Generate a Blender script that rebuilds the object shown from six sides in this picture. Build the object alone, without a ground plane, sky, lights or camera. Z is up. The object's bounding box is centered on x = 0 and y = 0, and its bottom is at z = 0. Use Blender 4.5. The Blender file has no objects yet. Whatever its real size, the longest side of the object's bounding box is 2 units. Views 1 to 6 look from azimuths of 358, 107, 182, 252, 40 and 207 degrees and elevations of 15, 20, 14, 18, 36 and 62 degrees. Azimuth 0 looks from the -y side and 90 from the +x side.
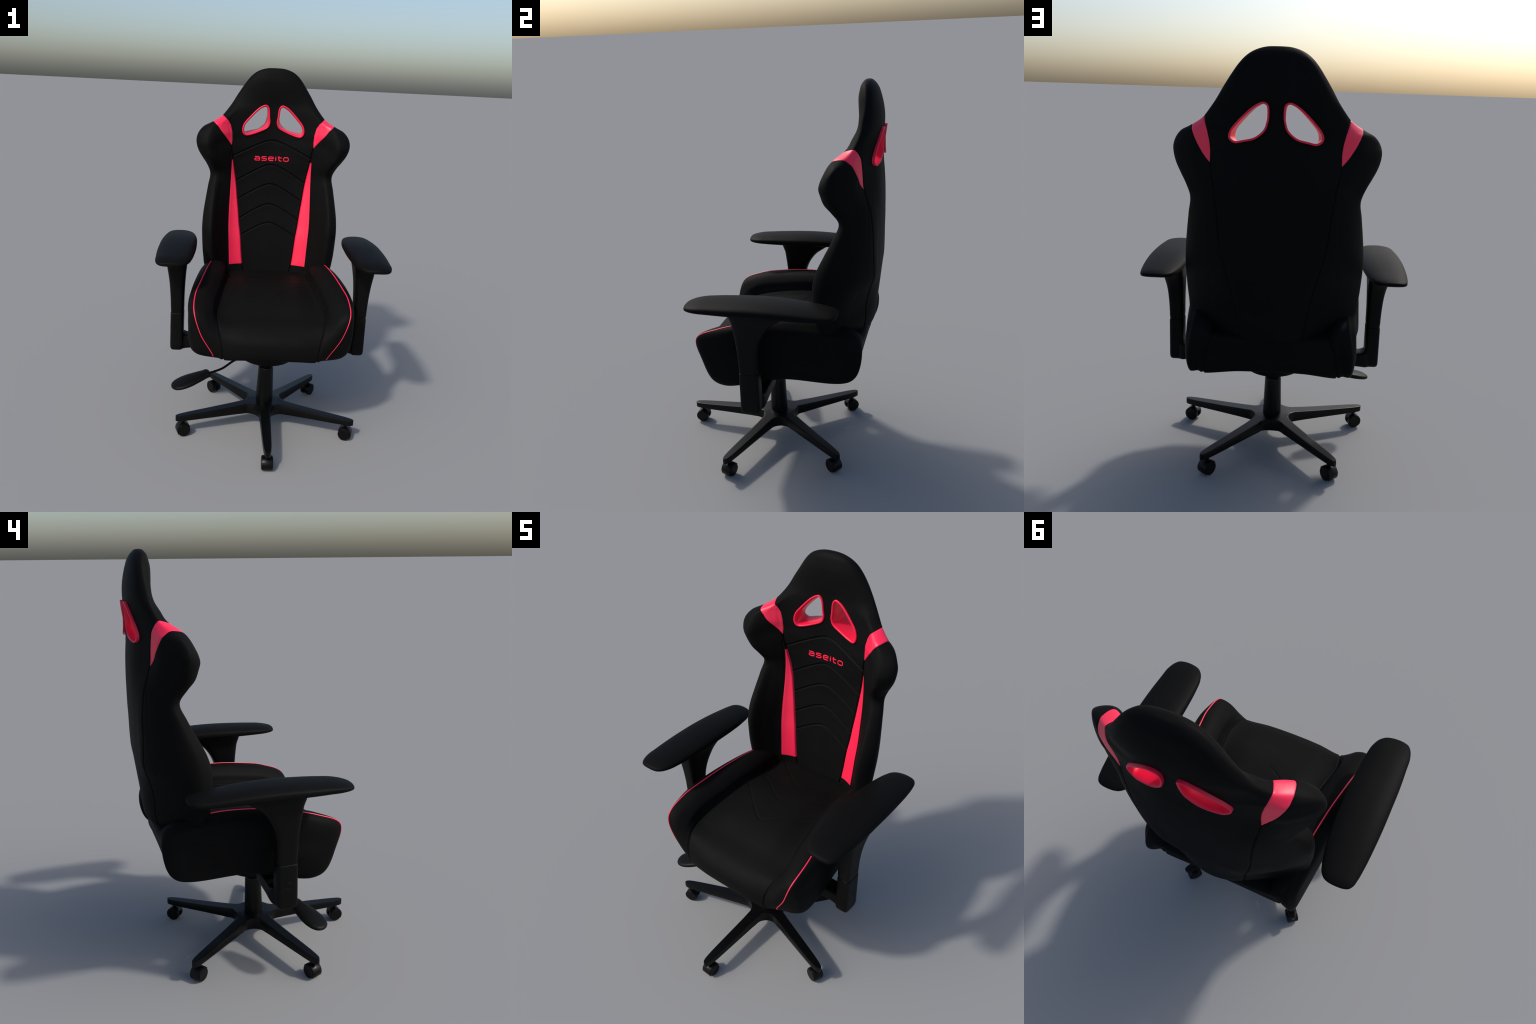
# Racing-style swivel office chair, built part by part.
import bpy, bmesh, math
import numpy as np
from mathutils import Vector
from mathutils.bvhtree import BVHTree

# ------------------------------------------------------------------ materials
def principled(name, color, rough, spec=0.5, coat=0.0, grain=0.0, grain_scale=400.0,
               mottling=0.0, sheen=0.0, coat_rough=0.3):
    m = bpy.data.materials.new(name)
    m.use_nodes = True
    nt = m.node_tree
    b = nt.nodes["Principled BSDF"]
    b.inputs["Base Color"].default_value = (*color, 1)
    b.inputs["Roughness"].default_value = rough
    b.inputs["Specular IOR Level"].default_value = spec
    b.inputs["Coat Weight"].default_value = coat
    b.inputs["Coat Roughness"].default_value = coat_rough
    b.inputs["Sheen Weight"].default_value = sheen
    tc = nt.nodes.new("ShaderNodeTexCoord")
    if mottling > 0:
        n = nt.nodes.new("ShaderNodeTexNoise")
        n.inputs["Scale"].default_value = 9.0
        n.inputs["Detail"].default_value = 3.0
        nt.links.new(tc.outputs["Object"], n.inputs["Vector"])
        r = nt.nodes.new("ShaderNodeValToRGB")
        r.color_ramp.elements[0].position = 0.3
        r.color_ramp.elements[1].position = 0.7
        r.color_ramp.elements[0].color = (*[c * (1 - mottling) for c in color], 1)
        r.color_ramp.elements[1].color = (*[min(1, c * (1 + mottling)) for c in color], 1)
        nt.links.new(n.outputs["Fac"], r.inputs["Fac"])
        nt.links.new(r.outputs["Color"], b.inputs["Base Color"])
    if grain > 0:
        v = nt.nodes.new("ShaderNodeTexVoronoi")
        v.inputs["Scale"].default_value = grain_scale
        nt.links.new(tc.outputs["Object"], v.inputs["Vector"])
        bp = nt.nodes.new("ShaderNodeBump")
        bp.inputs["Strength"].default_value = grain
        bp.inputs["Distance"].default_value = 0.001
        nt.links.new(v.outputs["Distance"], bp.inputs["Height"])
        nt.links.new(bp.outputs["Normal"], b.inputs["Normal"])
    return m

RED = (0.90, 0.018, 0.075)
M_LEATHER = principled("black_leather", (0.0056, 0.0056, 0.0056), 0.58, spec=0.035, grain=0.05, mottling=0.06)
M_RED = principled("red_leather", RED, 0.40, spec=0.5, grain=0.03, mottling=0.03)
M_RIM = principled("red_plastic", (0.78, 0.012, 0.055), 0.35, spec=0.3, mottling=0.02)
M_PAD = principled("black_soft_rubber", (0.0045, 0.0045, 0.0045), 0.53, spec=0.045, grain=0.04, grain_scale=700, mottling=0.05)
M_PLASTIC = principled("black_plastic", (0.0035, 0.0035, 0.0035), 0.45, spec=0.10, mottling=0.05)
M_GLOSS = principled("black_gloss_plastic", (0.0015, 0.0015, 0.0015), 0.35, spec=0.2, mottling=0.05)
M_LOGO = principled("red_embroidery", (0.85, 0.008, 0.05), 0.6, spec=0.3, mottling=0.05)

# ------------------------------------------------------------------ hierarchy
def empty(name, parent=None):
    o = bpy.data.objects.new(name, None)
    bpy.context.collection.objects.link(o)
    o.parent = parent
    return o

chair = empty("swivel_chair")
chair["label"] = "black racing style swivel office chair with red accents"
chair["category"] = "office chair"

def link(name, mesh, mat, parent):
    o = bpy.data.objects.new(name, mesh)
    bpy.context.collection.objects.link(o)
    o.parent = parent
    if mat is not None:
        mesh.materials.clear()
        mesh.materials.append(mat)
    return o

def mesh_from(name, verts, faces, smooth=True):
    me = bpy.data.meshes.new(name)
    me.from_pydata([tuple(map(float, v)) for v in verts], [], [tuple(int(i) for i in f) for f in faces])
    me.validate()
    if smooth:
        me.polygons.foreach_set("use_smooth", [True] * len(me.polygons))
    me.update()
    return me

def fix_normals(me):
    bm = bmesh.new(); bm.from_mesh(me)
    bmesh.ops.recalc_face_normals(bm, faces=bm.faces)
    bm.to_mesh(me); bm.free()

def sharp(me, deg=35):
    me.set_sharp_from_angle(angle=math.radians(deg))

# ------------------------------------------------------------------ numeric tools
def hermite(ts, vals, t):
    """Smooth curve through (ts, vals), non-uniform Catmull-Rom. vals: (n,) or (n,k)."""
    ts = np.asarray(ts, float); vals = np.asarray(vals, float); t = np.asarray(t, float)
    flat = vals.ndim == 1
    if flat: vals = vals[:, None]
    d = np.diff(vals, axis=0) / np.diff(ts)[:, None]
    m = np.empty_like(vals)
    h = np.diff(ts)
    m[1:-1] = (d[:-1] * h[1:, None] + d[1:] * h[:-1, None]) / (h[1:] + h[:-1])[:, None]
    m[0] = d[0]; m[-1] = d[-1]
    i = np.clip(np.searchsorted(ts, t, side="right") - 1, 0, len(ts) - 2)
    hh = h[i][..., None]; u = ((t - ts[i]) / h[i])[..., None]
    out = ((2*u**3 - 3*u**2 + 1) * vals[i] + (u**3 - 2*u**2 + u) * hh * m[i]
           + (-2*u**3 + 3*u**2) * vals[i+1] + (u**3 - u**2) * hh * m[i+1])
    return out[..., 0] if flat else out

def grid_normals(G, closed_u=True):
    """Vertex normals of a (rows, cols, 3) grid."""
    dv = np.gradient(G, axis=0)
    if closed_u:
        du = np.roll(G, -1, 1) - np.roll(G, 1, 1)
    else:
        du = np.gradient(G, axis=1)
    n = np.cross(du, dv)
    n /= np.maximum(np.linalg.norm(n, axis=2, keepdims=True), 1e-12)
    return n

def grid_faces(R, C, closed_u=True):
    i = np.arange(R - 1)[:, None]
    j = np.arange(C if closed_u else C - 1)[None, :]
    a = i * C + j; b = i * C + (j + 1) % C
    return np.stack([a, b, b + C, a + C], -1).reshape(-1, 4)

def tube(path, radius, closed=False, seg=10, flat=None, flat_axis=None, caps=True):
    """Sweep a circle along a 3D path with parallel transport."""
    P = np.asarray(path, float); n = len(P)
    rad = np.full(n, radius) if np.isscalar(radius) else np.asarray(radius, float)
    if closed:
        T = np.roll(P, -1, 0) - np.roll(P, 1, 0)
    else:
        T = np.gradient(P, axis=0)
    T /= np.linalg.norm(T, axis=1, keepdims=True)
    up = np.array([0, 0, 1.0]) if flat_axis is None else np.asarray(flat_axis, float)
    V = []
    a = np.linspace(0, 2*np.pi, seg, endpoint=False)
    for k in range(n):
        s = np.cross(T[k], up)
        if np.linalg.norm(s) < 1e-4: s = np.cross(T[k], [1, 0, 0])
        s /= np.linalg.norm(s); w = np.cross(s, T[k])
        f = 1.0 if flat is None else flat
        V.append(P[k] + rad[k] * (np.cos(a)[:, None] * s + f * np.sin(a)[:, None] * w))
    V = np.concatenate(V)
    F = [list(f) for f in grid_faces(n, seg)]
    if closed:
        for j in range(seg):
            F.append([(n-1)*seg + j, (n-1)*seg + (j+1) % seg, (j+1) % seg, j])
    elif caps:
        F.append(list(range(seg))[::-1]); F.append([(n-1)*seg + j for j in range(seg)])
    return V, F

def lathe(profile, seg=48, centre=(0, 0)):
    """profile: list of (r, z)."""
    a = np.linspace(0, 2*np.pi, seg, endpoint=False)
    V = []
    for r, z in profile:
        V.append(np.stack([centre[0] + r*np.cos(a), centre[1] + r*np.sin(a), np.full(seg, z)], 1))
    n = len(profile)
    F = [list(f) for f in grid_faces(n, seg)]
    F.append(list(range(seg))[::-1]); F.append([(n-1)*seg + j for j in range(seg)])
    return np.concatenate(V), F

def rounded_section(n, p):
    """Unit superellipse samples (x, z) with exponent p."""
    a = np.linspace(0, 2*np.pi, n, endpoint=False)
    c, s = np.cos(a), np.sin(a)
    return np.sign(c)*np.abs(c)**(2/p), np.sign(s)*np.abs(s)**(2/p)

# ================================================================== BACKREST
# Half cross-sections (x>=0) at key heights, running from the middle of the front, over the
# side bolster, to the middle of the back:
#  fc | s1 f1 panel seam | s2 f2 stripe edge | x3 y3 bolster inner flank | xr yr bolster ridge
#  W yo outermost | xb yb rear corner | xs ys rear seam | x7 y7 | bc
BACK_KEYS = [
 # z, fc, s1,f1, s2,f2, x3,y3, xr,yr, W,yo, xb,yb, xs,ys, x7,y7, bc
 (0.745, 0.44, 0.04, 0.44, 0.06, 0.438, 0.08, 0.435, 0.095, 0.432, 0.11, 0.45, 0.095, 0.468, 0.07, 0.474, 0.04, 0.476, 0.477),
 (0.755, 0.43, 0.125, 0.427, 0.175, 0.415, 0.205, 0.39, 0.235, 0.36, 0.26, 0.36, 0.235, 0.4, 0.12, 0.4716, 0.08, 0.4888, 0.496),
 (0.775, 0.424, 0.14, 0.422, 0.215, 0.4, 0.255, 0.365, 0.285, 0.325, 0.322, 0.3467, 0.285, 0.39, 0.138, 0.479, 0.08, 0.503, 0.513),
 (0.8, 0.424, 0.145, 0.422, 0.228, 0.394, 0.278, 0.345, 0.312, 0.3, 0.355, 0.33, 0.315, 0.382, 0.143, 0.483, 0.08, 0.509, 0.521),
 (0.83, 0.427, 0.15, 0.423, 0.231, 0.391, 0.285, 0.335, 0.328, 0.281, 0.3756, 0.3255, 0.335, 0.38, 0.149, 0.4881, 0.08, 0.5137, 0.525),
 (0.9, 0.432, 0.158, 0.427, 0.235, 0.396, 0.29, 0.33, 0.337, 0.27, 0.3883, 0.315, 0.348, 0.375, 0.16, 0.49, 0.08, 0.521, 0.531),
 (1, 0.44, 0.167, 0.433, 0.24, 0.402, 0.297, 0.327, 0.344, 0.261, 0.3969, 0.32, 0.355, 0.398, 0.178, 0.5097, 0.09, 0.535, 0.541),
 (1.08, 0.4472, 0.178, 0.441, 0.244, 0.41, 0.3, 0.33, 0.346, 0.261, 0.3993, 0.322, 0.355, 0.425, 0.196, 0.533, 0.1, 0.545, 0.547),
 (1.15, 0.4545, 0.185, 0.446, 0.244, 0.418, 0.3, 0.345, 0.346, 0.28, 0.3957, 0.335, 0.35, 0.443, 0.215, 0.535, 0.11, 0.546, 0.549),
 (1.23, 0.4603, 0.195, 0.451, 0.242, 0.428, 0.297, 0.37, 0.342, 0.318, 0.386, 0.365, 0.34, 0.458, 0.228, 0.533, 0.12, 0.547, 0.551),
 (1.31, 0.4611, 0.204, 0.454, 0.24, 0.436, 0.29, 0.395, 0.335, 0.358, 0.3743, 0.395, 0.33, 0.47, 0.236, 0.532, 0.125, 0.549, 0.553),
 (1.388, 0.4599, 0.216, 0.45, 0.238, 0.437, 0.285, 0.4021, 0.33, 0.385, 0.3647, 0.42, 0.325, 0.475, 0.246, 0.526, 0.13, 0.549, 0.554),
 (1.44, 0.4594, 0.225, 0.44, 0.237, 0.433, 0.29, 0.383, 0.345, 0.353, 0.386, 0.41, 0.332, 0.468, 0.253, 0.518, 0.13, 0.548, 0.554),
 (1.48, 0.4618, 0.23, 0.432, 0.238, 0.427, 0.3, 0.3687, 0.362, 0.325, 0.411, 0.386, 0.342, 0.463, 0.262, 0.507, 0.13, 0.546, 0.553),
 (1.525, 0.4635, 0.237, 0.421, 0.245, 0.416, 0.31, 0.36, 0.376, 0.3112, 0.435, 0.3646, 0.352, 0.458, 0.269, 0.496, 0.13, 0.543, 0.551),
 (1.56, 0.463, 0.241, 0.417, 0.252, 0.41, 0.315, 0.358, 0.38, 0.304, 0.445, 0.357, 0.357, 0.455, 0.273, 0.489, 0.13, 0.54, 0.549),
 (1.59, 0.464, 0.241, 0.417, 0.262, 0.401, 0.317, 0.353, 0.378, 0.311, 0.446, 0.3585, 0.357, 0.458, 0.274, 0.487, 0.13, 0.537, 0.546),
 (1.62, 0.463, 0.242, 0.414, 0.268, 0.392, 0.317, 0.352, 0.372, 0.324, 0.4368, 0.363, 0.354, 0.455, 0.276, 0.486, 0.13, 0.535, 0.543),
 (1.655, 0.461, 0.245, 0.4148, 0.275, 0.391, 0.314, 0.361, 0.362, 0.343, 0.41, 0.3835, 0.35, 0.452, 0.28, 0.485, 0.13, 0.533, 0.541),
 (1.68, 0.459, 0.248, 0.415, 0.277, 0.394, 0.305, 0.372, 0.338, 0.366, 0.365, 0.4047, 0.33, 0.453, 0.28, 0.485, 0.13, 0.533, 0.541),
 (1.72, 0.457, 0.225, 0.425, 0.245, 0.419, 0.26, 0.414, 0.277, 0.418, 0.303, 0.4467, 0.285, 0.472, 0.25, 0.492, 0.13, 0.534, 0.541),
 (1.755, 0.455, 0.19, 0.4335, 0.208, 0.4292, 0.224, 0.4262, 0.243, 0.428, 0.274, 0.464, 0.257, 0.484, 0.225, 0.502, 0.12, 0.537, 0.542),
 (1.79, 0.452, 0.16, 0.439, 0.177, 0.434, 0.193, 0.432, 0.212, 0.435, 0.249, 0.4739, 0.233, 0.495, 0.2, 0.515, 0.11, 0.541, 0.547),
 (1.845, 0.441, 0.12, 0.444, 0.14, 0.434, 0.158, 0.435, 0.18, 0.443, 0.216, 0.48, 0.2, 0.505, 0.168, 0.526, 0.095, 0.545, 0.546),
 (1.89, 0.435, 0.095, 0.439, 0.112, 0.432, 0.13, 0.435, 0.152, 0.446, 0.187, 0.485, 0.172, 0.507, 0.142, 0.526, 0.08, 0.539, 0.539),
 (1.93, 0.433, 0.08, 0.4327, 0.095, 0.432, 0.11, 0.437, 0.129, 0.449, 0.159, 0.484, 0.146, 0.503, 0.118, 0.518, 0.07, 0.527, 0.529),
 (1.955, 0.437, 0.068, 0.434, 0.082, 0.436, 0.095, 0.441, 0.112, 0.452, 0.137, 0.4808, 0.125, 0.496, 0.102, 0.507, 0.06, 0.514, 0.521),
 (1.975, 0.442, 0.054, 0.443, 0.066, 0.444, 0.078, 0.448, 0.092, 0.456, 0.112, 0.4757, 0.102, 0.489, 0.083, 0.497, 0.05, 0.502, 0.51),
 (1.99, 0.451, 0.038, 0.455, 0.048, 0.456, 0.057, 0.458, 0.066, 0.463, 0.08, 0.474, 0.073, 0.482, 0.06, 0.487, 0.036, 0.49, 0.497),
 (1.998, 0.46, 0.022, 0.466, 0.028, 0.467, 0.033, 0.467, 0.04, 0.469, 0.047, 0.473, 0.043, 0.477, 0.036, 0.479, 0.022, 0.48, 0.487),
 (2, 0.472, 0.006, 0.472, 0.008, 0.472, 0.009, 0.472, 0.01, 0.473, 0.012, 0.473, 0.011, 0.474, 0.009, 0.474, 0.006, 0.474, 0.474),
]
K = np.array(BACK_KEYS)
def head_section(row, amount):
    """Blend a key row towards a smooth pillow section of the same width and depth."""
    fc, W, yo, bc = row[1], row[10], row[11], row[18]
    new = row.copy()
    for col, fr in ((2, .40), (4, .58), (6, .74), (8, .89)):
        new[col] = fr * W; new[col + 1] = yo - (yo - fc) * (1 - fr**2.4) ** .5
    for col, fr in ((12, .91), (14, .74), (16, .42)):
        new[col] = fr * W; new[col + 1] = yo + (bc - yo) * (1 - fr**2.4) ** .5
    return row * (1 - amount) + new * amount
for i, z in enumerate(K[:, 0]):
    if z > 1.74: K[i] = head_section(K[i], min(1, (z - 1.74) / .09))
HEAD_T = np.concatenate([[0], np.cumsum(np.hypot(np.diff(K[:, 0]), np.diff(K[:, 10])))])
rows_t = np.linspace(0, HEAD_T[-1], 800)
Kv = hermite(HEAD_T, K, rows_t)
R = len(rows_t)
# control points of the half section: (R, 10, 2)
CP = np.zeros((R, 10, 2))
CP[:, 0, 1] = Kv[:, 1]
for k in range(8):
    CP[:, 1 + k] = Kv[:, 2 + 2*k: 4 + 2*k]
CP[:, 9, 1] = Kv[:, 18]
ZR = Kv[:, 0]
SEG = [64, 18, 22, 22, 24, 26, 34, 34, 30]          # samples per segment
CLU = [.75, .75, .5, 0, 0, 0, .5, .75, 0]            # clustering towards the seams
COLSTART = np.concatenate([[0], np.cumsum(SEG)])
HALF = COLSTART[-1] + 1
half = np.zeros((R, HALF, 2))
for r in range(R):
    # mirror two points at each end so the section is smooth across the middle
    c = CP[r]
    ext = np.concatenate([c[1:2] * [-1, 1], c, c[8:9] * [-1, 1]])
    d = np.sqrt(np.linalg.norm(np.diff(ext, axis=0), axis=1) * 1.0) + 1e-6
    t = np.concatenate([[0], np.cumsum(d)])
    us = []
    for k, n in enumerate(SEG):
        u = np.arange(n) / n
        u = u - CLU[k] * np.sin(2*np.pi*u) / (2*np.pi)
        us.append(t[k+1] + u * (t[k+2] - t[k+1]))
    us.append([t[10]])
    half[r] = hermite(t, ext, np.concatenate(us))
half[:, 0, 0] = 0; half[:, -1, 0] = 0
C = 2 * (HALF - 1)
G = np.zeros((R, C, 3))
G[:, :HALF, 0] = half[:, :, 0]; G[:, :HALF, 1] = half[:, :, 1]
mir = half[:, 1:-1][:, ::-1]
G[:, HALF:, 0] = -mir[:, :, 0]; G[:, HALF:, 1] = mir[:, :, 1]
G[:, :, 2] = ZR[:, None]
# half-column index for every column (0 = front middle ... HALF-1 = back middle)
hc = np.concatenate([np.arange(HALF), np.arange(HALF - 2, 0, -1)])
HC = np.broadcast_to(hc, (R, C))
FRONT = HC <= COLSTART[5]
AX = np.abs(G[:, :, 0]); Z = G[:, :, 2]

# -- shoulder band edges as x(z), front and back
def curve(tab):
    a = np.array(tab)
    return lambda z: np.interp(z, a[:, 0], a[:, 1])
band_in_front = curve([(1.553, .2425), (1.584, .240), (1.628, .242), (1.669, .252), (1.696, .268), (1.712, .286), (1.722, .300), (1.76, .37)])
band_out_front = curve([(1.553, .2425), (1.578, .260), (1.606, .282), (1.633, .303), (1.655, .318), (1.668, .330), (1.677, .340), (1.683, .350), (1.686, .355), (1.69, .375), (1.72, .44)])
band_in_back = curve([(1.537, .2710), (1.585, .270), (1.622, .274), (1.665, .284), (1.695, .293), (1.722, .300), (1.76, .37)])
band_out_back = curve([(1.537, .2710), (1.554, .288), (1.575, .304), (1.612, .327), (1.643, .343), (1.667, .353), (1.681, .3545), (1.686, .355), (1.69, .375), (1.72, .44)])
def band_value(ax, z, front):
    fi = np.where(front, band_in_front(z), band_in_back(z))
    fo = np.where(front, band_out_front(z), band_out_back(z))
    z0 = np.where(front, 1.553, 1.537)
    v = np.minimum(ax - fi, fo - ax)
    return np.where(z < z0, -np.maximum(np.abs(v), .002), v)

# -- grooves: seams and stitched chevrons, pressed in along the normal
N = grid_normals(G)
cen = np.stack([np.zeros(R), (CP[:, 0, 1] + CP[:, 9, 1]) / 2, ZR], 1)[:, None, :]
if np.mean(np.sum(N * (G - cen), 2)) < 0: N = -N
ACC = np.zeros((R, C))
def press(dist, depth, width):
    global ACC
    ACC = np.maximum(ACC, depth * np.exp(-(dist / width) ** 2))
far = 1.0
colpt = lambda k: G[:, COLSTART[k], :]
def to_column(k, zmax, front):
    p = colpt(k)
    d = np.hypot(AX - p[:, None, 0], G[:, :, 1] - p[:, None, 1])
    return np.where((FRONT == front) & (Z < zmax), d, far)
press(to_column(1, 1.553, True), .0075, .0038)
press(to_column(2, 1.46, True), .0012, .0035)
press(to_column(7, 1.537, False), .0055, .0038)
s1_of = lambda z: np.interp(z, ZR, CP[:, 1, 0])
CHEVRONS = [(1.585, 1.488), (1.441, 1.338), (1.323, 1.226), (1.201, 1.110), (1.088, 1.006)]
for za, ze in CHEVRONS:
    xe = s1_of(ze); rr = .045
    drop = (za - ze) / (math.hypot(xe, rr) - rr)
    zc = za - drop * (np.sqrt(AX**2 + rr**2) - rr)
    sl = drop * AX / np.sqrt(AX**2 + rr**2)
    d = (Z - zc) / np.sqrt(1 + sl**2)
    inside = FRONT & (HC <= COLSTART[1])
    press(np.where(inside, d, far), .0085, .0034)
    # the pad puffs up a little under every stitched line
    puff = np.where(inside & (d < 0) & (d > -.03), .0022 * np.exp(d / .014), 0)
    fade = np.clip((s1_of(Z) - AX) / .02, 0, 1)
    G += N * (puff * fade)[:, :, None]
bv = band_value(AX, Z, FRONT)
press(np.where(np.abs(bv) < .02, bv, far), .0022, .0030)
G -= N * ACC[:, :, None]
N = grid_normals(G)
if np.mean(np.sum(N * (G - cen), 2)) < 0: N = -N

# -- ventilation openings: outlines in (x, z), front and rear
HOLE_F = [(.022, 1.722), (.019, 1.687), (.033, 1.656), (.079, 1.632), (.135, 1.612), (.168, 1.611), (.184, 1.637),
          (.177, 1.676), (.147, 1.715), (.099, 1.765), (.066, 1.787), (.043, 1.790), (.027, 1.768)]
HOLE_B = [(.028, 1.735), (.032, 1.705), (.045, 1.672), (.082, 1.641), (.130, 1.628), (.166, 1.622), (.191, 1.640),
          (.186, 1.672), (.152, 1.714), (.104, 1.760), (.070, 1.782), (.048, 1.786), (.031, 1.772)]
def closed_outline(pts, n=112):
    p = np.array(pts); q = np.concatenate([p[-2:], p, p[:3]])
    t = np.arange(len(q)) - 2.0
    return hermite(t, q, np.linspace(0, len(p), n, endpoint=False))
OF, OB = closed_outline(HOLE_F), closed_outline(HOLE_B)
def inset(o, d):
    t = np.roll(o, -1, 0) - np.roll(o, 1, 0)
    t /= np.linalg.norm(t, axis=1, keepdims=True)
    n = np.stack([-t[:, 1], t[:, 0]], 1)
    c = o.mean(0)
    if np.sum(n * (c - o)) < 0: n = -n
    return o + n * d
def signed_poly(px, pz, o):
    """negative inside polygon o; distance to its edges."""
    a, b = o, np.roll(o, -1, 0)
    P = np.stack([px, pz], -1)[:, None, :]
    ab = (b - a)[None]
    t = np.clip(np.sum((P - a) * ab, -1) / np.sum(ab * ab, -1), 0, 1)
    d = np.min(np.linalg.norm(P - (a + t[..., None] * ab), axis=-1), 1)
    ins = np.zeros(len(px), bool)
    for (x0, z0), (x1, z1) in zip(a, b):
        c = ((z0 > pz) != (z1 > pz)) & (px < (x1 - x0) * (pz - z0) / (z1 - z0 + 1e-12) + x0)
        ins ^= c
    return np.where(ins, -d, d)
CUT_F, CUT_B = inset(OF, .004), inset(OB, .004)

# -- mesh with exact colour borders cut in
caps = [list(range(C)), [(R - 1) * C + j for j in range(C)]]
me = mesh_from("backrest_whole", G.reshape(-1, 3), [list(f) for f in grid_faces(R, C)] + caps)
bm = bmesh.new(); bm.from_mesh(me)
bm.verts.ensure_lookup_table()
lf = bm.verts.layers.int.new("front"); lh = bm.verts.layers.int.new("hcol")
fl = FRONT.ravel(); hl = HC.ravel(); Nl = N.reshape(-1, 3)
for v in bm.verts:
    v[lf] = int(fl[v.index]); v[lh] = int(hl[v.index])
normal_of = {v: Vector(Nl[v.index]) for v in bm.verts}
def cut(func, zlo, zhi):
    vs = [v for v in bm.verts if zlo < v.co.z < zhi]
    if not vs: return
    co = np.array([v.co for v in vs]); fr = np.array([v[lf] for v in vs], bool); h = np.array([v[lh] for v in vs])
    f = func(co, fr, h)
    val = dict(zip(vs, f))
    edges = set(e for v in vs for e in v.link_edges)
    new = set()
    for e in list(edges):
        a, b = e.verts
        if a not in val or b not in val: continue
        fa, fb = val[a], val[b]
        if fa * fb >= 0 or abs(fa) > .05 or abs(fb) > .05: continue
        t = min(max(fa / (fa - fb), .02), .98)
        na, nb = normal_of[a], normal_of[b]
        fr_, hh = a[lf] & b[lf], min(a[lh], b[lh]) if (a[lf] and b[lf]) else max(a[lh], b[lh])
        _, nv = bmesh.utils.edge_split(e, a, t)
        nv[lf] = fr_; nv[lh] = hh
        normal_of[nv] = na.lerp(nb, t).normalized()
        new.add(nv)
    faces = set(f for v in new for f in v.link_faces)
    for fc in faces:
        on = [v for v in fc.verts if v in new]
        if len(on) == 2:
            try: bmesh.utils.face_split(fc, on[0], on[1])
            except ValueError: pass
def hole_func(co, fr, h):
    ax = np.abs(co[:, 0]); out = np.full(len(co), 1.0)
    near = ax < .24
    a = signed_poly(ax[near], co[near, 2], CUT_F); b = signed_poly(ax[near], co[near, 2], CUT_B)
    out[near] = np.where(fr[near], a, b)
    out[h > COLSTART[5] - 4] = np.where(fr, 1.0, out)[h > COLSTART[5] - 4]
    return out
STRIPE_TOP, STRIPE_BOT = 1.465, .830
cut(hole_func, 1.58, 1.82)
cut(lambda co, fr, h: band_value(np.abs(co[:, 0]), co[:, 2], fr), 1.52, 1.735)
cut(lambda co, fr, h: np.where(fr & (h <= COLSTART[2] + 1), co[:, 2] - STRIPE_BOT, 1.0), .82, .84)
# classify
fs = list(bm.faces)
fc = np.array([f.calc_center_median() for f in fs])
ffr = np.array([sum(v[lf] for v in f.verts) >= len(f.verts) - 0.5 for f in fs])
fh = np.array([np.mean([v[lh] for v in f.verts]) for f in fs])
axf = np.abs(fc[:, 0])
region = np.zeros(len(fs), int)                                  # 0 shell
bandv = band_value(axf, fc[:, 2], ffr)
bol = (fh > COLSTART[2]) & (fh < COLSTART[7]) & (fc[:, 2] < np.where(ffr, 1.553, 1.537))
fo = np.where(ffr, band_out_front(fc[:, 2]), band_out_back(fc[:, 2]))
bol |= (fc[:, 2] >= np.where(ffr, 1.553, 1.537)) & (axf > fo) & (fc[:, 2] < 1.72)
region[bol] = 1
region[bandv > 0] = 2
region[ffr & (fh > COLSTART[1]) & (fh < COLSTART[2]) & (fc[:, 2] < STRIPE_TOP) & (fc[:, 2] > STRIPE_BOT)] = 3
low = ffr & (fh > COLSTART[1]) & (fh < COLSTART[2]) & ((fc[:, 2] >= STRIPE_TOP) & (fc[:, 2] < 1.553) | (fc[:, 2] <= STRIPE_BOT))
region[low] = 1
region[[len(f.verts) > 20 for f in fs]] = 0
hv = hole_func(fc, ffr, fh)
region[hv < 0] = -1
side = np.sign(fc[:, 0])

backrest = empty("backrest", chair)
backrest.location = (0, 0, 0)
def part_from(sel, name, mat, parent):
    used = {}; verts = []; nrm = []; faces = []
    for i in np.nonzero(sel)[0]:
        idx = []
        for v in fs[i].verts:
            if v not in used:
                used[v] = len(verts); verts.append(v.co[:]); nrm.append(normal_of[v][:])
            idx.append(used[v])
        faces.append(idx)
    m = mesh_from(name, verts, faces)
    m.normals_split_custom_set_from_vertices(nrm)
    return link(name, m, mat, parent)
part_from(region == 0, "backrest_cushion", M_LEATHER, backrest)
for sgn in (1, -1):
    part_from((region == 1) & (side == sgn), "side_bolster", M_LEATHER, backrest)
    part_from((region == 2) & (side == sgn), "shoulder_band", M_RED, backrest)
    part_from((region == 3) & (side == sgn), "accent_stripe", M_RED, backrest)
whole_v = [v.co.copy() for v in bm.verts]
bm.free()
bvh = BVHTree.FromPolygons([tuple(p) for p in G.reshape(-1, 3)], [tuple(f) for f in grid_faces(R, C)])
def front_y(x, z):
    h = bvh.ray_cast(Vector((x, -1, z)), Vector((0, 1, 0)))
    return h[0].y if h[0] else .45
def back_y(x, z):
    h = bvh.ray_cast(Vector((x, 2, z)), Vector((0, -1, 0)))
    return h[0].y if h[0] else .54

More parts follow.
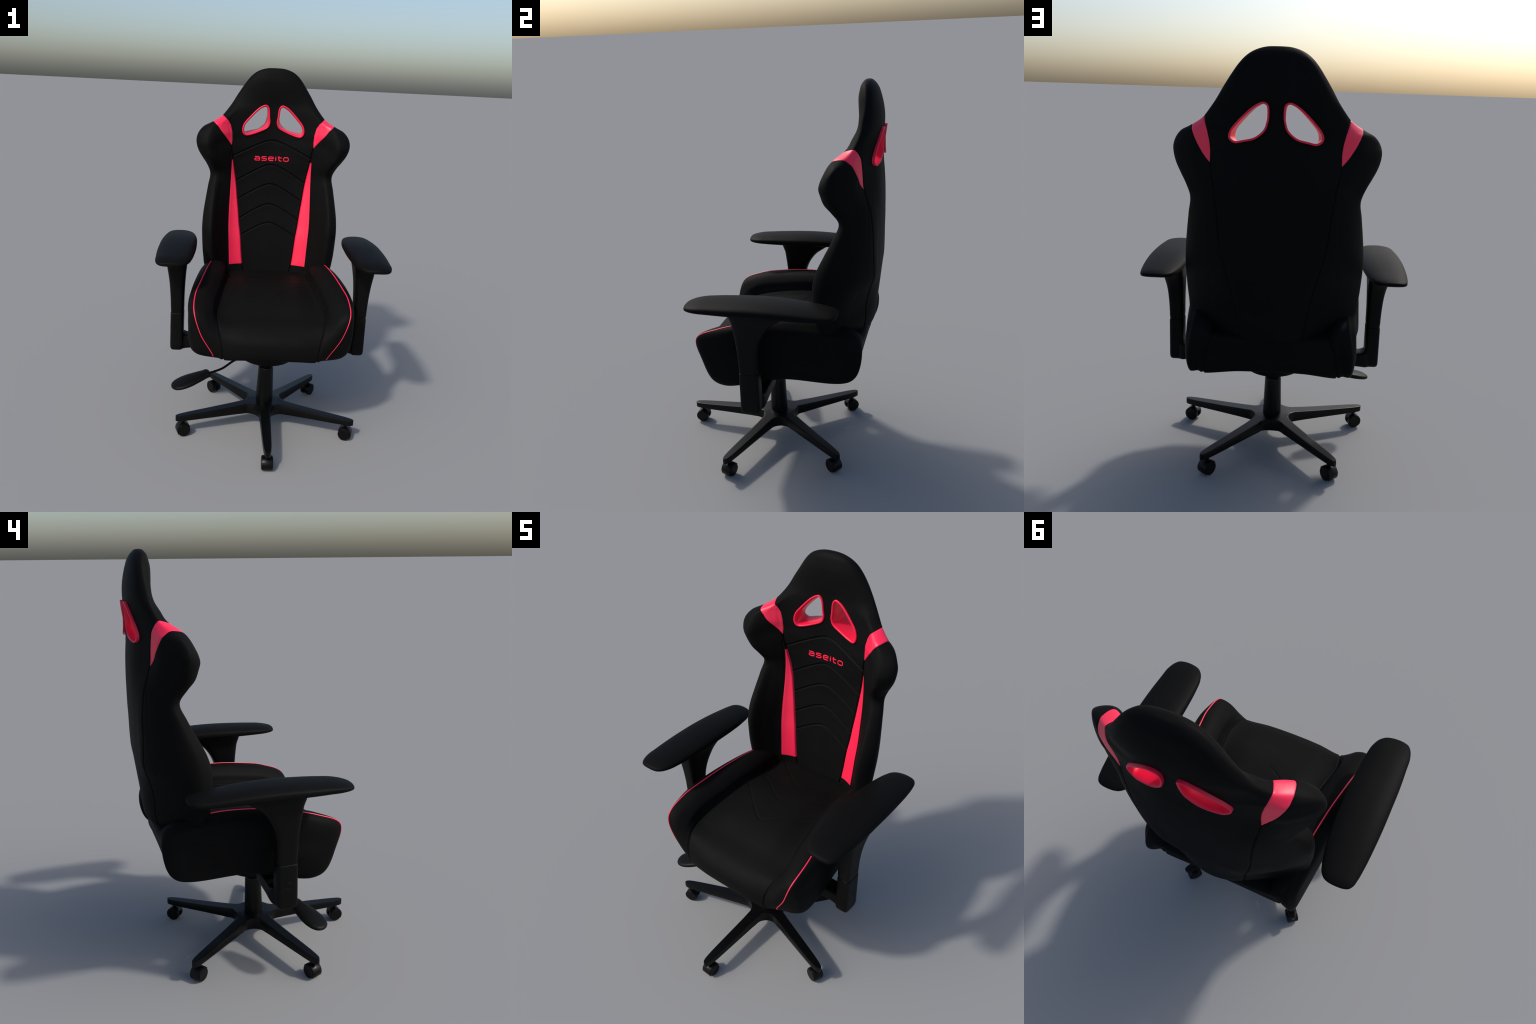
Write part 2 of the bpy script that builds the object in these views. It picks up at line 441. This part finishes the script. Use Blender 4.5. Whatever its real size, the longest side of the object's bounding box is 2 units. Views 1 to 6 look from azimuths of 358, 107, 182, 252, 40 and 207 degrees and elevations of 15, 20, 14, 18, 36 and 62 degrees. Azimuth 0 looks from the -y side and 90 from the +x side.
# -- red liners of the openings
def smooth_loop(a, k=4):
    for _ in range(k): a = (np.roll(a, 1) + 2*a + np.roll(a, -1)) / 4
    return a
yf = smooth_loop(np.array([front_y(x, z) for x, z in OF])); yb = smooth_loop(np.array([back_y(x, z) for x, z in OB]), 12)
rings = []
for o, y in [(OF, yf + .012), (OF, yf + .001), (OF, yf - .004), (inset(OF, .002), yf - .0065), (inset(OF, .005), yf - .0075),
             (inset(OF, .008), yf - .006), (inset(OF, .0105), yf - .002), (inset(OF, .012), yf + .006)]:
    rings.append(np.stack([o[:, 0], y, o[:, 1]], 1))
A, B = inset(OF, .013), inset(OB, .0085)
for k in range(1, 9):
    t = k / 9; y0, y1 = yf + .008, yb + .002
    o = A * (1-t) + B * t
    rings.append(np.stack([o[:, 0], y0 * (1-t) + y1 * t, o[:, 1]], 1))
for o, y in [(inset(OB, .008), yb + .010), (inset(OB, .0065), yb + .0125), (inset(OB, .003), yb + .0132),
             (inset(OB, .0005), yb + .0125), (OB, yb + .010), (OB, yb), (OB, yb - .012)]:
    rings.append(np.stack([o[:, 0], y, o[:, 1]], 1))
rv = np.concatenate(rings); rf = grid_faces(len(rings), len(OF))
for sgn in (1, -1):
    m = mesh_from("opening_rim", rv * [sgn, 1, 1], rf); fix_normals(m); sharp(m, 50)
    link("opening_rim", m, M_RIM, backrest)

# -- stitched lettering: each letter is a set of rounded strokes in a cell 1.7 wide, 1 high
LETTERS = {
 "a": (1.55, [[(.1, 1), (1.2, 1), (1.45, .8), (1.45, 0), (.3, 0), (.1, .15), (.1, .42), (.3, .55), (1.45, .55)]]),
 "s": (1.55, [[(1.45, 1), (.3, 1), (.1, .85), (.1, .65), (.3, .52), (1.25, .52), (1.45, .38), (1.45, .15), (1.25, 0), (.05, 0)]]),
 "e": (1.55, [[(1.45, 0), (.35, 0), (.1, .2), (.1, .8), (.35, 1), (1.2, 1), (1.45, .85), (1.45, .52), (.12, .52)]]),
 "i": (.36, [[(.18, 0), (.18, .95)], [(.18, 1.2), (.18, 1.26)]]),
 "t": (1.15, [[(.3, 1.3), (.3, .25), (.5, 0), (1.1, 0)], [(.02, .85), (1.1, .85)]]),
 "o": (1.55, [[(.35, 0), (1.2, 0), (1.45, .2), (1.45, .8), (1.2, 1), (.35, 1), (.1, .8), (.1, .2), (.35, 0)]]),
}
emblem = empty("emblem", chair)
total = sum(LETTERS[c][0] for c in "aseito") + 5 * .38
sx = .206 / total; sz = .0215; cur = 0
for ch in "aseito":
    w, strokes = LETTERS[ch]
    V, F = [], []
    for st in strokes:
        p = np.array(st, float)
        q = []
        for a, b in zip(p[:-1], p[1:]):
            n = max(2, int(np.hypot(*(b - a)) * 8))
            for i in range(n): q.append(a + (b - a) * i / n)
        q.append(p[-1]); q = np.array(q)
        for _ in range(2):
            q[1:-1] = (q[:-2] + 2*q[1:-1] + q[2:]) / 4
        X = -.103 + (cur + q[:, 0]) * sx; Zz = 1.4655 + q[:, 1] * sz
        if ch in "it": Zz = 1.4655 + q[:, 1] * sz
        path = np.stack([X, [front_y(x, z) - .0004 for x, z in zip(X, Zz)], Zz], 1)
        if len(path) < 3: path = np.array([path[0], path.mean(0), path[-1]])
        v, f = tube(path, .0036 if ch == "i" else .0031, seg=8, flat=.45, flat_axis=(0, 1, 0))
        off = sum(len(a) for a in V); V.append(v); F += [[i + off for i in ff] for ff in f]
    m = mesh_from("letter", np.concatenate(V), F); fix_normals(m)
    link("letter", m, M_LOGO, emblem)
    cur += w + .38

# ================================================================== SEAT
# Stations from the middle outwards; each is a closed loop of 12 points (x, y, z):
# rear low, rear mid, rear top, top..., front rim, front, front low, bottom...
SEAT = [
 [(0, 0.454, 0.6), (0, 0.472, 0.68), (0, 0.489, 0.765), (0, 0.3, 0.798), (0, 0.1, 0.814), (0, -0.1, 0.78), (0, -0.22, 0.73), (0, -0.326, 0.683), (0, -0.376, 0.62), (0, -0.346, 0.524), (0, -0.2, 0.535), (0, 0.1, 0.575)],
 [(0.15, 0.454, 0.598), (0.15, 0.472, 0.68), (0.14, 0.489, 0.766), (0.13, 0.3, 0.797), (0.13, 0.1, 0.813), (0.14, -0.1, 0.779), (0.145, -0.22, 0.729), (0.145, -0.324, 0.682), (0.14, -0.372, 0.619), (0.14, -0.345, 0.522), (0.14, -0.2, 0.533), (0.14, 0.1, 0.573)],
 [(0.305, 0.449, 0.582), (0.29, 0.467, 0.68), (0.262, 0.484, 0.775), (0.24, 0.3, 0.79), (0.247, 0.1, 0.8), (0.27, -0.1, 0.767), (0.286, -0.215, 0.732), (0.272, -0.312, 0.695), (0.256, -0.354, 0.62), (0.245, -0.33, 0.516), (0.25, -0.2, 0.525), (0.27, 0.1, 0.568)],
 [(0.33, 0.436, 0.585), (0.318, 0.47, 0.68), (0.285, 0.488, 0.8), (0.255, 0.3, 0.842), (0.266, 0.1, 0.845), (0.292, -0.1, 0.816), (0.308, -0.22, 0.786), (0.306, -0.325, 0.718), (0.292, -0.355, 0.634), (0.268, -0.32, 0.522), (0.29, -0.2, 0.515), (0.31, 0.1, 0.566)],
 [(0.35, 0.44, 0.583), (0.346, 0.49, 0.68), (0.31, 0.481, 0.815), (0.29, 0.3, 0.872), (0.306, 0.1, 0.878), (0.338, -0.1, 0.854), (0.354, -0.22, 0.826), (0.352, -0.338, 0.757), (0.331, -0.354, 0.652), (0.283, -0.312, 0.522), (0.32, -0.2, 0.508), (0.335, 0.1, 0.566)],
 [(0.362, 0.44, 0.583), (0.364, 0.494, 0.68), (0.345, 0.475, 0.812), (0.338, 0.3, 0.874), (0.356, 0.1, 0.883), (0.384, -0.1, 0.858), (0.402, -0.22, 0.829), (0.399, -0.336, 0.772), (0.364, -0.345, 0.66), (0.297, -0.304, 0.522), (0.36, -0.2, 0.503), (0.36, 0.1, 0.567)],
 [(0.372, 0.428, 0.588), (0.376, 0.478, 0.69), (0.356, 0.462, 0.81), (0.364, 0.3, 0.858), (0.388, 0.1, 0.866), (0.414, -0.1, 0.845), (0.425, -0.215, 0.813), (0.418, -0.322, 0.75), (0.398, -0.32, 0.65), (0.384, -0.275, 0.528), (0.395, -0.2, 0.505), (0.382, 0.1, 0.57)],
 [(0.379, 0.405, 0.605), (0.384, 0.452, 0.69), (0.376, 0.442, 0.8), (0.39, 0.29, 0.835), (0.41, 0.1, 0.838), (0.43, -0.1, 0.815), (0.438, -0.205, 0.78), (0.428, -0.293, 0.725), (0.424, -0.294, 0.64), (0.42, -0.248, 0.547), (0.416, -0.18, 0.53), (0.4, 0.1, 0.59)],
 [(0.384, 0.36, 0.665), (0.387, 0.38, 0.7), (0.388, 0.36, 0.74), (0.404, 0.27, 0.75), (0.42, 0.1, 0.75), (0.435, -0.08, 0.735), (0.441, -0.15, 0.715), (0.438, -0.2, 0.695), (0.438, -0.2, 0.665), (0.436, -0.175, 0.635), (0.432, -0.12, 0.625), (0.412, 0.1, 0.655)],
]
S = np.array(SEAT)                                   # (stations, 12, 3)
NL = 420                                             # samples round each loop
def closed_loop(P, n):
    q = np.concatenate([P[-2:], P, P[:3]])
    d = np.sqrt(np.linalg.norm(np.diff(q, axis=0), axis=1))
    t = np.concatenate([[0], np.cumsum(d)])
    frac = np.linspace(0, len(P), n, endpoint=False)
    i = frac.astype(int)
    tt = t[2 + i] + (frac - i) * (t[3 + i] - t[2 + i])
    return hermite(t, q, tt)
L = np.array([closed_loop(P, NL) for P in S])
left = L[1:4][::-1] * [-1, 1, 1]
ext = np.concatenate([L[1:2] * [-1, 1, 1], L])       # one mirrored station for smoothness
SS = [44, 44, 14, 14, 20, 14, 16, 16]
CL = [0, .7, 0, 0, .6, .6, 0, 0]
SC = np.concatenate([[0], np.cumsum(SS)])
HS = SC[-1] + 1
halfS = np.zeros((HS, NL, 3))
for j in range(NL):
    p = ext[:, j]
    d = np.sqrt(np.linalg.norm(np.diff(p, axis=0), axis=1) + 1e-6)
    t = np.concatenate([[0], np.cumsum(d)])
    us = []
    for k, n in enumerate(SS):
        u = np.arange(n) / n
        u = u - CL[k] * np.sin(2*np.pi*u) / (2*np.pi)
        us.append(t[k+1] + u * (t[k+2] - t[k+1]))
    us.append([t[-1]])
    halfS[:, j] = hermite(t, p, np.concatenate(us))
halfS[0, :, 0] = 0
SG = np.concatenate([halfS[:0:-1] * [-1, 1, 1], halfS])     # (2HS-1, NL, 3)
RS = len(SG)
hs = np.abs(np.arange(RS) - (HS - 1))
NS = grid_normals(SG)
c0 = SG.reshape(-1, 3).mean(0)
if np.mean(np.sum(NS * (SG - c0), 2)) < 0: NS = -NS
acc = np.zeros((RS, NL))
seam = SG[hs == SC[2]]
right_seam, left_seam = SG[HS - 1 + SC[2]], SG[HS - 1 - SC[2]]
d = np.minimum(np.linalg.norm(SG - right_seam[None], axis=2), np.linalg.norm(SG - left_seam[None], axis=2))
acc = np.maximum(acc, .006 * np.exp(-(d / .005) ** 2))
# cushion stitched with three chevrons pointing forward
ax = np.abs(SG[:, :, 0]); yy = SG[:, :, 1]
topside = (NS[:, :, 2] > .4) & (hs[:, None] <= SC[2])
for ya, ye in [(.243, .425), (.085, .245), (-.075, .115)]:
    xe, rr = .245, .03
    k = (ye - ya) / (math.hypot(xe, rr) - rr)
    dd = (yy - (ya + k * (np.sqrt(ax**2 + rr**2) - rr))) / np.sqrt(1 + (k*ax/np.sqrt(ax**2+rr**2))**2)
    acc = np.maximum(acc, np.where(topside, .003 * np.exp(-(dd / .0035) ** 2), 0))
SG = SG - NS * acc[:, :, None]
NS2 = grid_normals(SG)
if np.mean(np.sum(NS2 * (SG - c0), 2)) < 0: NS2 = -NS2
seat = empty("seat", chair)
def seat_part(lo, hi, name, mat, capped=False):
    """rows lo..hi of the seat grid."""
    sub = SG[lo:hi + 1]; n = hi - lo + 1
    V = list(sub.reshape(-1, 3)); F = [list(f) for f in grid_faces(n, NL)]
    nr = list(NS2[lo:hi + 1].reshape(-1, 3))
    if capped is not False:
        row = 0 if capped == "lo" else n - 1
        ring = [row * NL + j for j in range(NL)]
        V.append(sub[row].mean(0)); nr.append(np.array([-1.0 if capped == "lo" else 1.0, 0, 0])); ci = len(V) - 1
        for j in range(NL): F.append([ring[j], ring[(j+1) % NL], ci])
    m = mesh_from(name, V, F); fix_normals(m)
    m.normals_split_custom_set_from_vertices([tuple(x) for x in nr])
    return link(name, m, mat, seat)
mid = HS - 1
seat_part(mid - SC[2], mid + SC[2], "seat_cushion", M_LEATHER)
seat_part(mid + SC[2], RS - 1, "seat_bolster", M_LEATHER, "hi")
seat_part(0, mid - SC[2], "seat_bolster", M_LEATHER, "lo")
# red piping along the ridge of each wing
for sgn in (1, -1):
    row = SG[mid + sgn * SC[5]]; nn = NS2[mid + sgn * SC[5]]
    frac = np.arange(NL) * 12 / NL
    sel = (frac > 2.75) & (frac < 9.0)
    path = row[sel] - nn[sel] * np.interp(frac[sel], [3, 6.6, 7.2, 8.6, 9], [.0008, .0008, .0018, .0018, .001])[:, None]
    V, F = tube(path, .0033, seg=10)
    m = mesh_from("piping", V, F); fix_normals(m)
    link("piping", m, M_RED, seat)

# ================================================================== ARMRESTS
PAD = [ # y, centre x, half width, bottom, top
 (-0.32, 0.53, 0.011, 1.009, 1.017), (-0.3177, 0.529, 0.033, 1.005, 1.021), (-0.3106, 0.527, 0.054, 1.001, 1.025), (-0.2938, 0.524, 0.07, 0.999, 1.03), (-0.2555, 0.521, 0.086, 0.997, 1.038), (-0.19, 0.518, 0.094, 0.996, 1.045), (-0.0925, 0.517, 0.1, 0.996, 1.052), (0.005, 0.516, 0.102, 0.997, 1.057), (0.1025, 0.517, 0.101, 0.997, 1.058), (0.2, 0.518, 0.097, 0.997, 1.054), (0.2964, 0.521, 0.088, 0.997, 1.046), (0.3543, 0.524, 0.078, 0.999, 1.04), (0.388, 0.527, 0.067, 1.003, 1.035), (0.4044, 0.529, 0.053, 1.009, 1.03), (0.4131, 0.53, 0.031, 1.014, 1.026), (0.416, 0.53, 0.009, 1.019, 1.02)]
P = np.array(PAD)
tp = np.concatenate([[0], np.cumsum(np.hypot(np.diff(P[:, 0]), np.diff(P[:, 2])))])
Q = hermite(tp, P, np.linspace(0, tp[-1], 110))
ns = 72
cx, cz = rounded_section(ns, 3.2)
V = []
for y, c, w, zb, zt in Q:
    edge = zb + (zt - zb) * .40                      # widest level sits low; the top is crowned
    up = cz > 0
    px = c + w * cx
    crown = np.where(up, edge + (zt - edge) * np.abs(cz) * (1 - .28 * cx**2), edge - (edge - zb) * np.abs(cz))
    V.append(np.stack([px, np.full(ns, y), crown], 1))
PV = np.concatenate(V); PF = [list(f) for f in grid_faces(len(Q), ns)]
PF.append(list(range(ns))[::-1]); PF.append([(len(Q)-1)*ns + j for j in range(ns)])

def loft_rects(keys, n=60, ns=64, p=5.0, straight=False):
    """keys: (z, x0, x1, y0, y1) rounded-rectangle sections."""
    k = np.array(keys, float)
    zz = np.linspace(0, 1, n)
    t = np.concatenate([[0], np.cumsum(np.linalg.norm(np.diff(k, axis=0), axis=1) + 1e-5)])
    q = np.stack([np.interp(zz * t[-1], t, k[:, c]) for c in range(5)], 1) if straight else hermite(t, k, zz * t[-1])
    a, b = rounded_section(ns, p)
    V = [np.stack([(x0+x1)/2 + (x1-x0)/2*a, (y0+y1)/2 + (y1-y0)/2*b, np.full(ns, z)], 1) for z, x0, x1, y0, y1 in q]
    F = [list(f) for f in grid_faces(n, ns)]
    F.append(list(range(ns))[::-1]); F.append([(n-1)*ns + j for j in range(ns)])
    return np.concatenate(V), F

UPPER = [(0.666, 0.474, 0.541, -0.07, 0.022), (0.686, 0.472, 0.543, -0.072, 0.024), (0.72, 0.472, 0.544, -0.074, 0.025), (0.78, 0.471, 0.547, -0.076, 0.028), (0.83, 0.469, 0.551, -0.08, 0.037), (0.87, 0.467, 0.556, -0.084, 0.053), (0.905, 0.464, 0.562, -0.088, 0.074), (0.945, 0.46, 0.569, -0.094, 0.108), (0.975, 0.455, 0.575, -0.104, 0.15), (1.002, 0.452, 0.578, -0.114, 0.19)]
LOWER = [(0.445, 0.49, 0.526, -0.05, -0.004), (0.4465, 0.483, 0.533, -0.057, 0.004), (0.45, 0.4775, 0.5385, -0.063, 0.012), (0.456, 0.474, 0.542, -0.069, 0.0195), (0.466, 0.472, 0.544, -0.073, 0.0245), (0.479, 0.4715, 0.5445, -0.0745, 0.0265), (0.664, 0.4715, 0.544, -0.0735, 0.026), (0.6675, 0.4725, 0.543, -0.0725, 0.025), (0.669, 0.475, 0.5405, -0.07, 0.0225)]
uv, uf = loft_rects(UPPER); lv, lf2 = loft_rects(LOWER, n=120, straight=True)
ARM = [(0.25, 0.457, 0.526, -0.05, 0.03), (0.4, 0.455, 0.53, -0.052, 0.034), (0.458, 0.451, 0.532, -0.054, 0.036), (0.476, 0.448, 0.54, -0.058, 0.034), (0.495, 0.448, 0.548, -0.06, 0.025)]
av, af = loft_rects([(x, z0, z1, y0, y1) for x, z0, z1, y0, y1 in ARM], n=40)
av = av[:, [2, 1, 0]]
def disc_button(x, y, z, r):
    prof = [(r, 0), (r, .0016), (r*.9, .0026), (r*.8, .0012), (r*.72, .0012), (r*.66, .0022), (.0005, .0024)]
    v, f = lathe(prof, 32)
    return np.stack([x + v[:, 2], y + v[:, 0], z + v[:, 1]], 1), f
dv, df = disc_button(.5425, -.026, .568, .0175)
for sgn in (1, -1):
    arm = empty("armrest", chair)
    for nm, v, f, mat in [("arm_pad", PV, PF, M_PAD), ("arm_post", uv, uf, M_PLASTIC), ("post_sleeve", lv, lf2, M_PLASTIC),
                          ("arm_bracket", av, af, M_PLASTIC), ("height_button", dv, df, M_PLASTIC)]:
        m = mesh_from(nm, v * [sgn, 1, 1], f); fix_normals(m); sharp(m, 40)
        link(nm, m, mat, arm)

# ================================================================== BASE
HUB = np.array([0, -.03])
base = empty("swivel_base", chair)
LEG_ANGLES = [-90, -19.3, 51.5, 128.5, 199.3]
def spread(i, j):
    d = (LEG_ANGLES[j % 5] - LEG_ANGLES[i % 5]) % 360
    return math.radians(d / 2)
CROTCH = .096                                        # distance of the webs from the axis
def leg_half_width(r, half_angle):
    rc, wc = CROTCH * math.cos(half_angle), CROTCH * math.sin(half_angle)
    if r <= rc: return r * math.tan(half_angle)
    k = [rc, rc + .008, rc + .024, .15, .22, .30, .40, .46, .49, .508, .518, .523]
    w = [wc, wc - .0085, .0360, .0295, .0275, .0258, .0232, .0208, .0180, .0145, .0098, .0045]
    return float(hermite(k, w, np.array([r]))[0])
def leg_top(r): return np.interp(r, [0, .08, .14, .22, .30, .46, .524], [.150, .1465, .1410, .1350, .1300, .1215, .1185])
def leg_bot(r): return np.interp(r, [0, .08, .14, .30, .46, .524], [.084, .086, .088, .0895, .0890, .0880])
def leg_mesh(hl, hr):
    """Leg along +x; hl / hr are the half angles to the neighbours on the +y / -y side."""
    rc = CROTCH * min(math.cos(hl), math.cos(hr))
    rr = np.concatenate([np.linspace(0, CROTCH * .70, 8)[:-1], np.linspace(CROTCH * .70, .14, 44)[:-1],
                         np.linspace(.14, .485, 36)[:-1], np.linspace(.485, .523, 16)])
    m = 13; ss = np.linspace(-1, 1, m)
    V, F, top, bot, wl, wr = [], [], [], [], [], []
    for r in rr:
        a, b = leg_half_width(r, hl), leg_half_width(r, hr)
        zt, zb = float(leg_top(r)), float(leg_bot(r))
        k = float(np.clip((r - .07) / .02, 0, 1)); bev = .0025 * k
        ys = np.where(ss > 0, ss * max(a - bev, 0), ss * max(b - bev, 0))
        top.append(len(V)); V += [(r, y, zt) for y in ys]
        bot.append(len(V)); V += [(r, y, zb) for y in np.where(ss > 0, ss * a, ss * b)]
        for lst, w in ((wl, a), (wr, -b)):
            sg = 1 if w > 0 else -1
            lst.append(len(V))
            V += [(r, w - sg * bev, zt), (r, w - sg * bev * .3, zt - bev * .3), (r, w, zt - bev), (r, w + sg * .001 * k, zb + .012), (r, w + sg * .0005 * k, zb + .002), (r, w, zb)]
    n = len(rr)
    for i in range(n - 1):
        for j in range(m - 1):
            F.append([top[i]+j, top[i+1]+j, top[i+1]+j+1, top[i]+j+1])
            F.append([bot[i]+j, bot[i]+j+1, bot[i+1]+j+1, bot[i+1]+j])
        for lst, h in ((wl, hl), (wr, hr)):
            if rr[i + 1] > CROTCH * math.cos(h):
                for j in range(5):
                    F.append([lst[i]+j, lst[i+1]+j, lst[i+1]+j+1, lst[i]+j+1])
    F.append([wl[-1]+j for j in range(6)] + [wr[-1]+j for j in range(5, -1, -1)])
    return np.array(V), F
legs_dir = [math.radians(d) for d in LEG_ANGLES]
for i, a in enumerate(legs_dir):
    lV, lF = leg_mesh(spread(i, i + 1), spread(i - 1, i))
    ca, sa = math.cos(a), math.sin(a)
    v = np.stack([HUB[0] + lV[:, 0]*ca - lV[:, 1]*sa, HUB[1] + lV[:, 0]*sa + lV[:, 1]*ca, lV[:, 2]], 1)
    m = mesh_from("base_leg", v, lF)
    b2 = bmesh.new(); b2.from_mesh(m)
    bmesh.ops.remove_doubles(b2, verts=b2.verts, dist=.00015)
    bmesh.ops.recalc_face_normals(b2, faces=b2.faces)
    b2.to_mesh(m); b2.free(); sharp(m, 30)
    link("base_leg", m, M_GLOSS, base)
v, f = lathe([(.03, .08), (.046, .081), (.0485, .10), (.0485, .152), (.0478, .165), (.0465, .22), (.0445, .28), (.0425, .345), (.0415, .352), (.0385, .356), (.0345, .357), (.0345, .361), (.028, .362), (.028, .44)], 64, HUB)
m = mesh_from("gas_column", v, f); fix_normals(m); sharp(m, 40); link("gas_column", m, M_GLOSS, base)
v, f = lathe([(.05, .402), (.095, .404), (.128, .409), (.143, .416), (.147, .426), (.147, .45), (.13, .46)], 72, HUB)
m = mesh_from("turntable_plate", v, f); fix_normals(m); sharp(m, 40); link("turntable_plate", m, M_PLASTIC, base)
v, f = loft_rects([(.45, -.13, .13, -.17, .12), (.50, -.15, .15, -.2, .16), (.60, -.16, .16, -.2, .16)], p=8)
m = mesh_from("tilt_mechanism", v, f); fix_normals(m); sharp(m, 40); link("tilt_mechanism", m, M_PLASTIC, base)

# casters
def cyl_along_y(r, y0, y1, bevel, seg=40, dish=0.0):
    prof = [(r*.55, y0 + dish), (r*.8, y0 + dish*.6), (r - bevel, y0), (r - bevel*.3, y0 + bevel*.3), (r, y0 + bevel), (r, y1 - bevel), (r - bevel*.3, y1 - bevel*.3), (r - bevel, y1), (r*.8, y1), (r*.55, y1)]
    v, f = lathe(prof, seg)
    return np.stack([v[:, 0], v[:, 2], v[:, 1]], 1), f
RW = .0345
wv, wf = cyl_along_y(RW, .0095, .0300, .0035, dish=0)
wheel_mesh = mesh_from("caster_wheel", wv, wf); fix_normals(wheel_mesh); sharp(wheel_mesh, 40); wheel_mesh.materials.append(M_GLOSS)
# hood: thick arc shell from the inner side over the top down the outward side
def hood():
    a = np.radians(np.linspace(-62, 128, 44))        # 0 = up, positive = outward (+x)
    prof = [(.0352, -.0270), (.0376, -.0270), (.0385, -.0255), (.0385, .0255), (.0376, .0270), (.0352, .0270), (.0352, .0085), (.014, .0080), (.014, -.0080), (.0352, -.0085)]
    V = []
    for t in a:
        for r, y in prof: V.append((r*math.sin(t), y, r*math.cos(t)))
    n = len(prof)
    F = [list(f) for f in grid_faces(len(a), n)]
    F.append(list(range(n))[::-1]); F.append([(len(a)-1)*n + j for j in range(n)])
    return np.array(V), F
hv_, hf_ = hood()
hood_mesh = mesh_from("caster_hood", hv_, hf_); fix_normals(hood_mesh); sharp(hood_mesh, 40); hood_mesh.materials.append(M_GLOSS)
sv, sf = lathe([(.010, .040), (.010, .072), (.0085, .073), (.0085, .077), (.0110, .078), (.0110, .084), (.0080, .085), (.0080, .10)], 28)
stem_mesh = mesh_from("caster_stem", sv, sf); fix_normals(stem_mesh); sharp(stem_mesh, 40); stem_mesh.materials.append(M_GLOSS)
for a in legs_dir:
    cst = empty("caster", chair)
    loc = (HUB[0] + .480*math.cos(a), HUB[1] + .480*math.sin(a), RW)
    def put(name, mesh, mirror=False, dz=0):
        o = bpy.data.objects.new(name, mesh); bpy.context.collection.objects.link(o)
        o.parent = cst
        o.location = (loc[0], loc[1], loc[2] + dz)
        o.rotation_euler = (0, 0, a + (math.pi if mirror else 0))
        return o
    put("caster_wheel", wheel_mesh); put("caster_wheel", wheel_mesh, True)
    put("caster_hood", hood_mesh); put("caster_stem", stem_mesh, dz=-RW + .0)

# lever
lever = empty("lever", chair)
path = hermite([0, 1, 2, 3, 4, 5], [(-.06, -.02, .405), (-.13, -.03, .402), (-.185, -.045, .385), (-.245, -.075, .352), (-.30, -.115, .345), (-.36, -.15, .335)], np.linspace(0, 5, 50))
v, f = tube(path, .0065, seg=14)
m = mesh_from("lever_rod", v, f); fix_normals(m); link("lever_rod", m, M_GLOSS, lever)
HK = np.array([ # along the axis: s, half width, half thickness
 (0, .024, .011), (.004, .029, .0135), (.03, .037, .015), (.08, .049, .0165), (.13, .0570, .017), (.165, .0560, .0155), (.195, .046, .0135), (.212, .032, .010), (.220, .016, .006), (.2225, .006, .003)])
hq = hermite(HK[:, 0], HK, np.linspace(0, .2225, 70))
root, tip = np.array([-.318, -.135, .352]), np.array([-.517, -.215, .295])
t = (tip - root) / np.linalg.norm(tip - root)
s_ = np.cross(t, [0, 0, 1]); s_ /= np.linalg.norm(s_); w_ = np.cross(s_, t)
if w_[2] < 0: w_ = -w_
fr = np.array([t[1], -t[0], 0]); fr = fr if fr[1] < 0 else -fr
w_ = w_ * math.cos(.05) + fr / np.linalg.norm(fr) * math.sin(.05); s_ = np.cross(t, w_)
a_, b_ = rounded_section(40, 2.6)
V = [root + t*s + a_[:, None]*hw*s_ + b_[:, None]*ht*w_ for s, hw, ht in hq]
F = [list(f) for f in grid_faces(len(hq), 40)]; F.append(list(range(40))[::-1]); F.append([(len(hq)-1)*40 + j for j in range(40)])
m = mesh_from("lever_handle", np.concatenate(V), F); fix_normals(m); sharp(m, 45); link("lever_handle", m, M_PLASTIC, lever)

for me_ in list(bpy.data.meshes):
    if me_.users == 0: bpy.data.meshes.remove(me_)
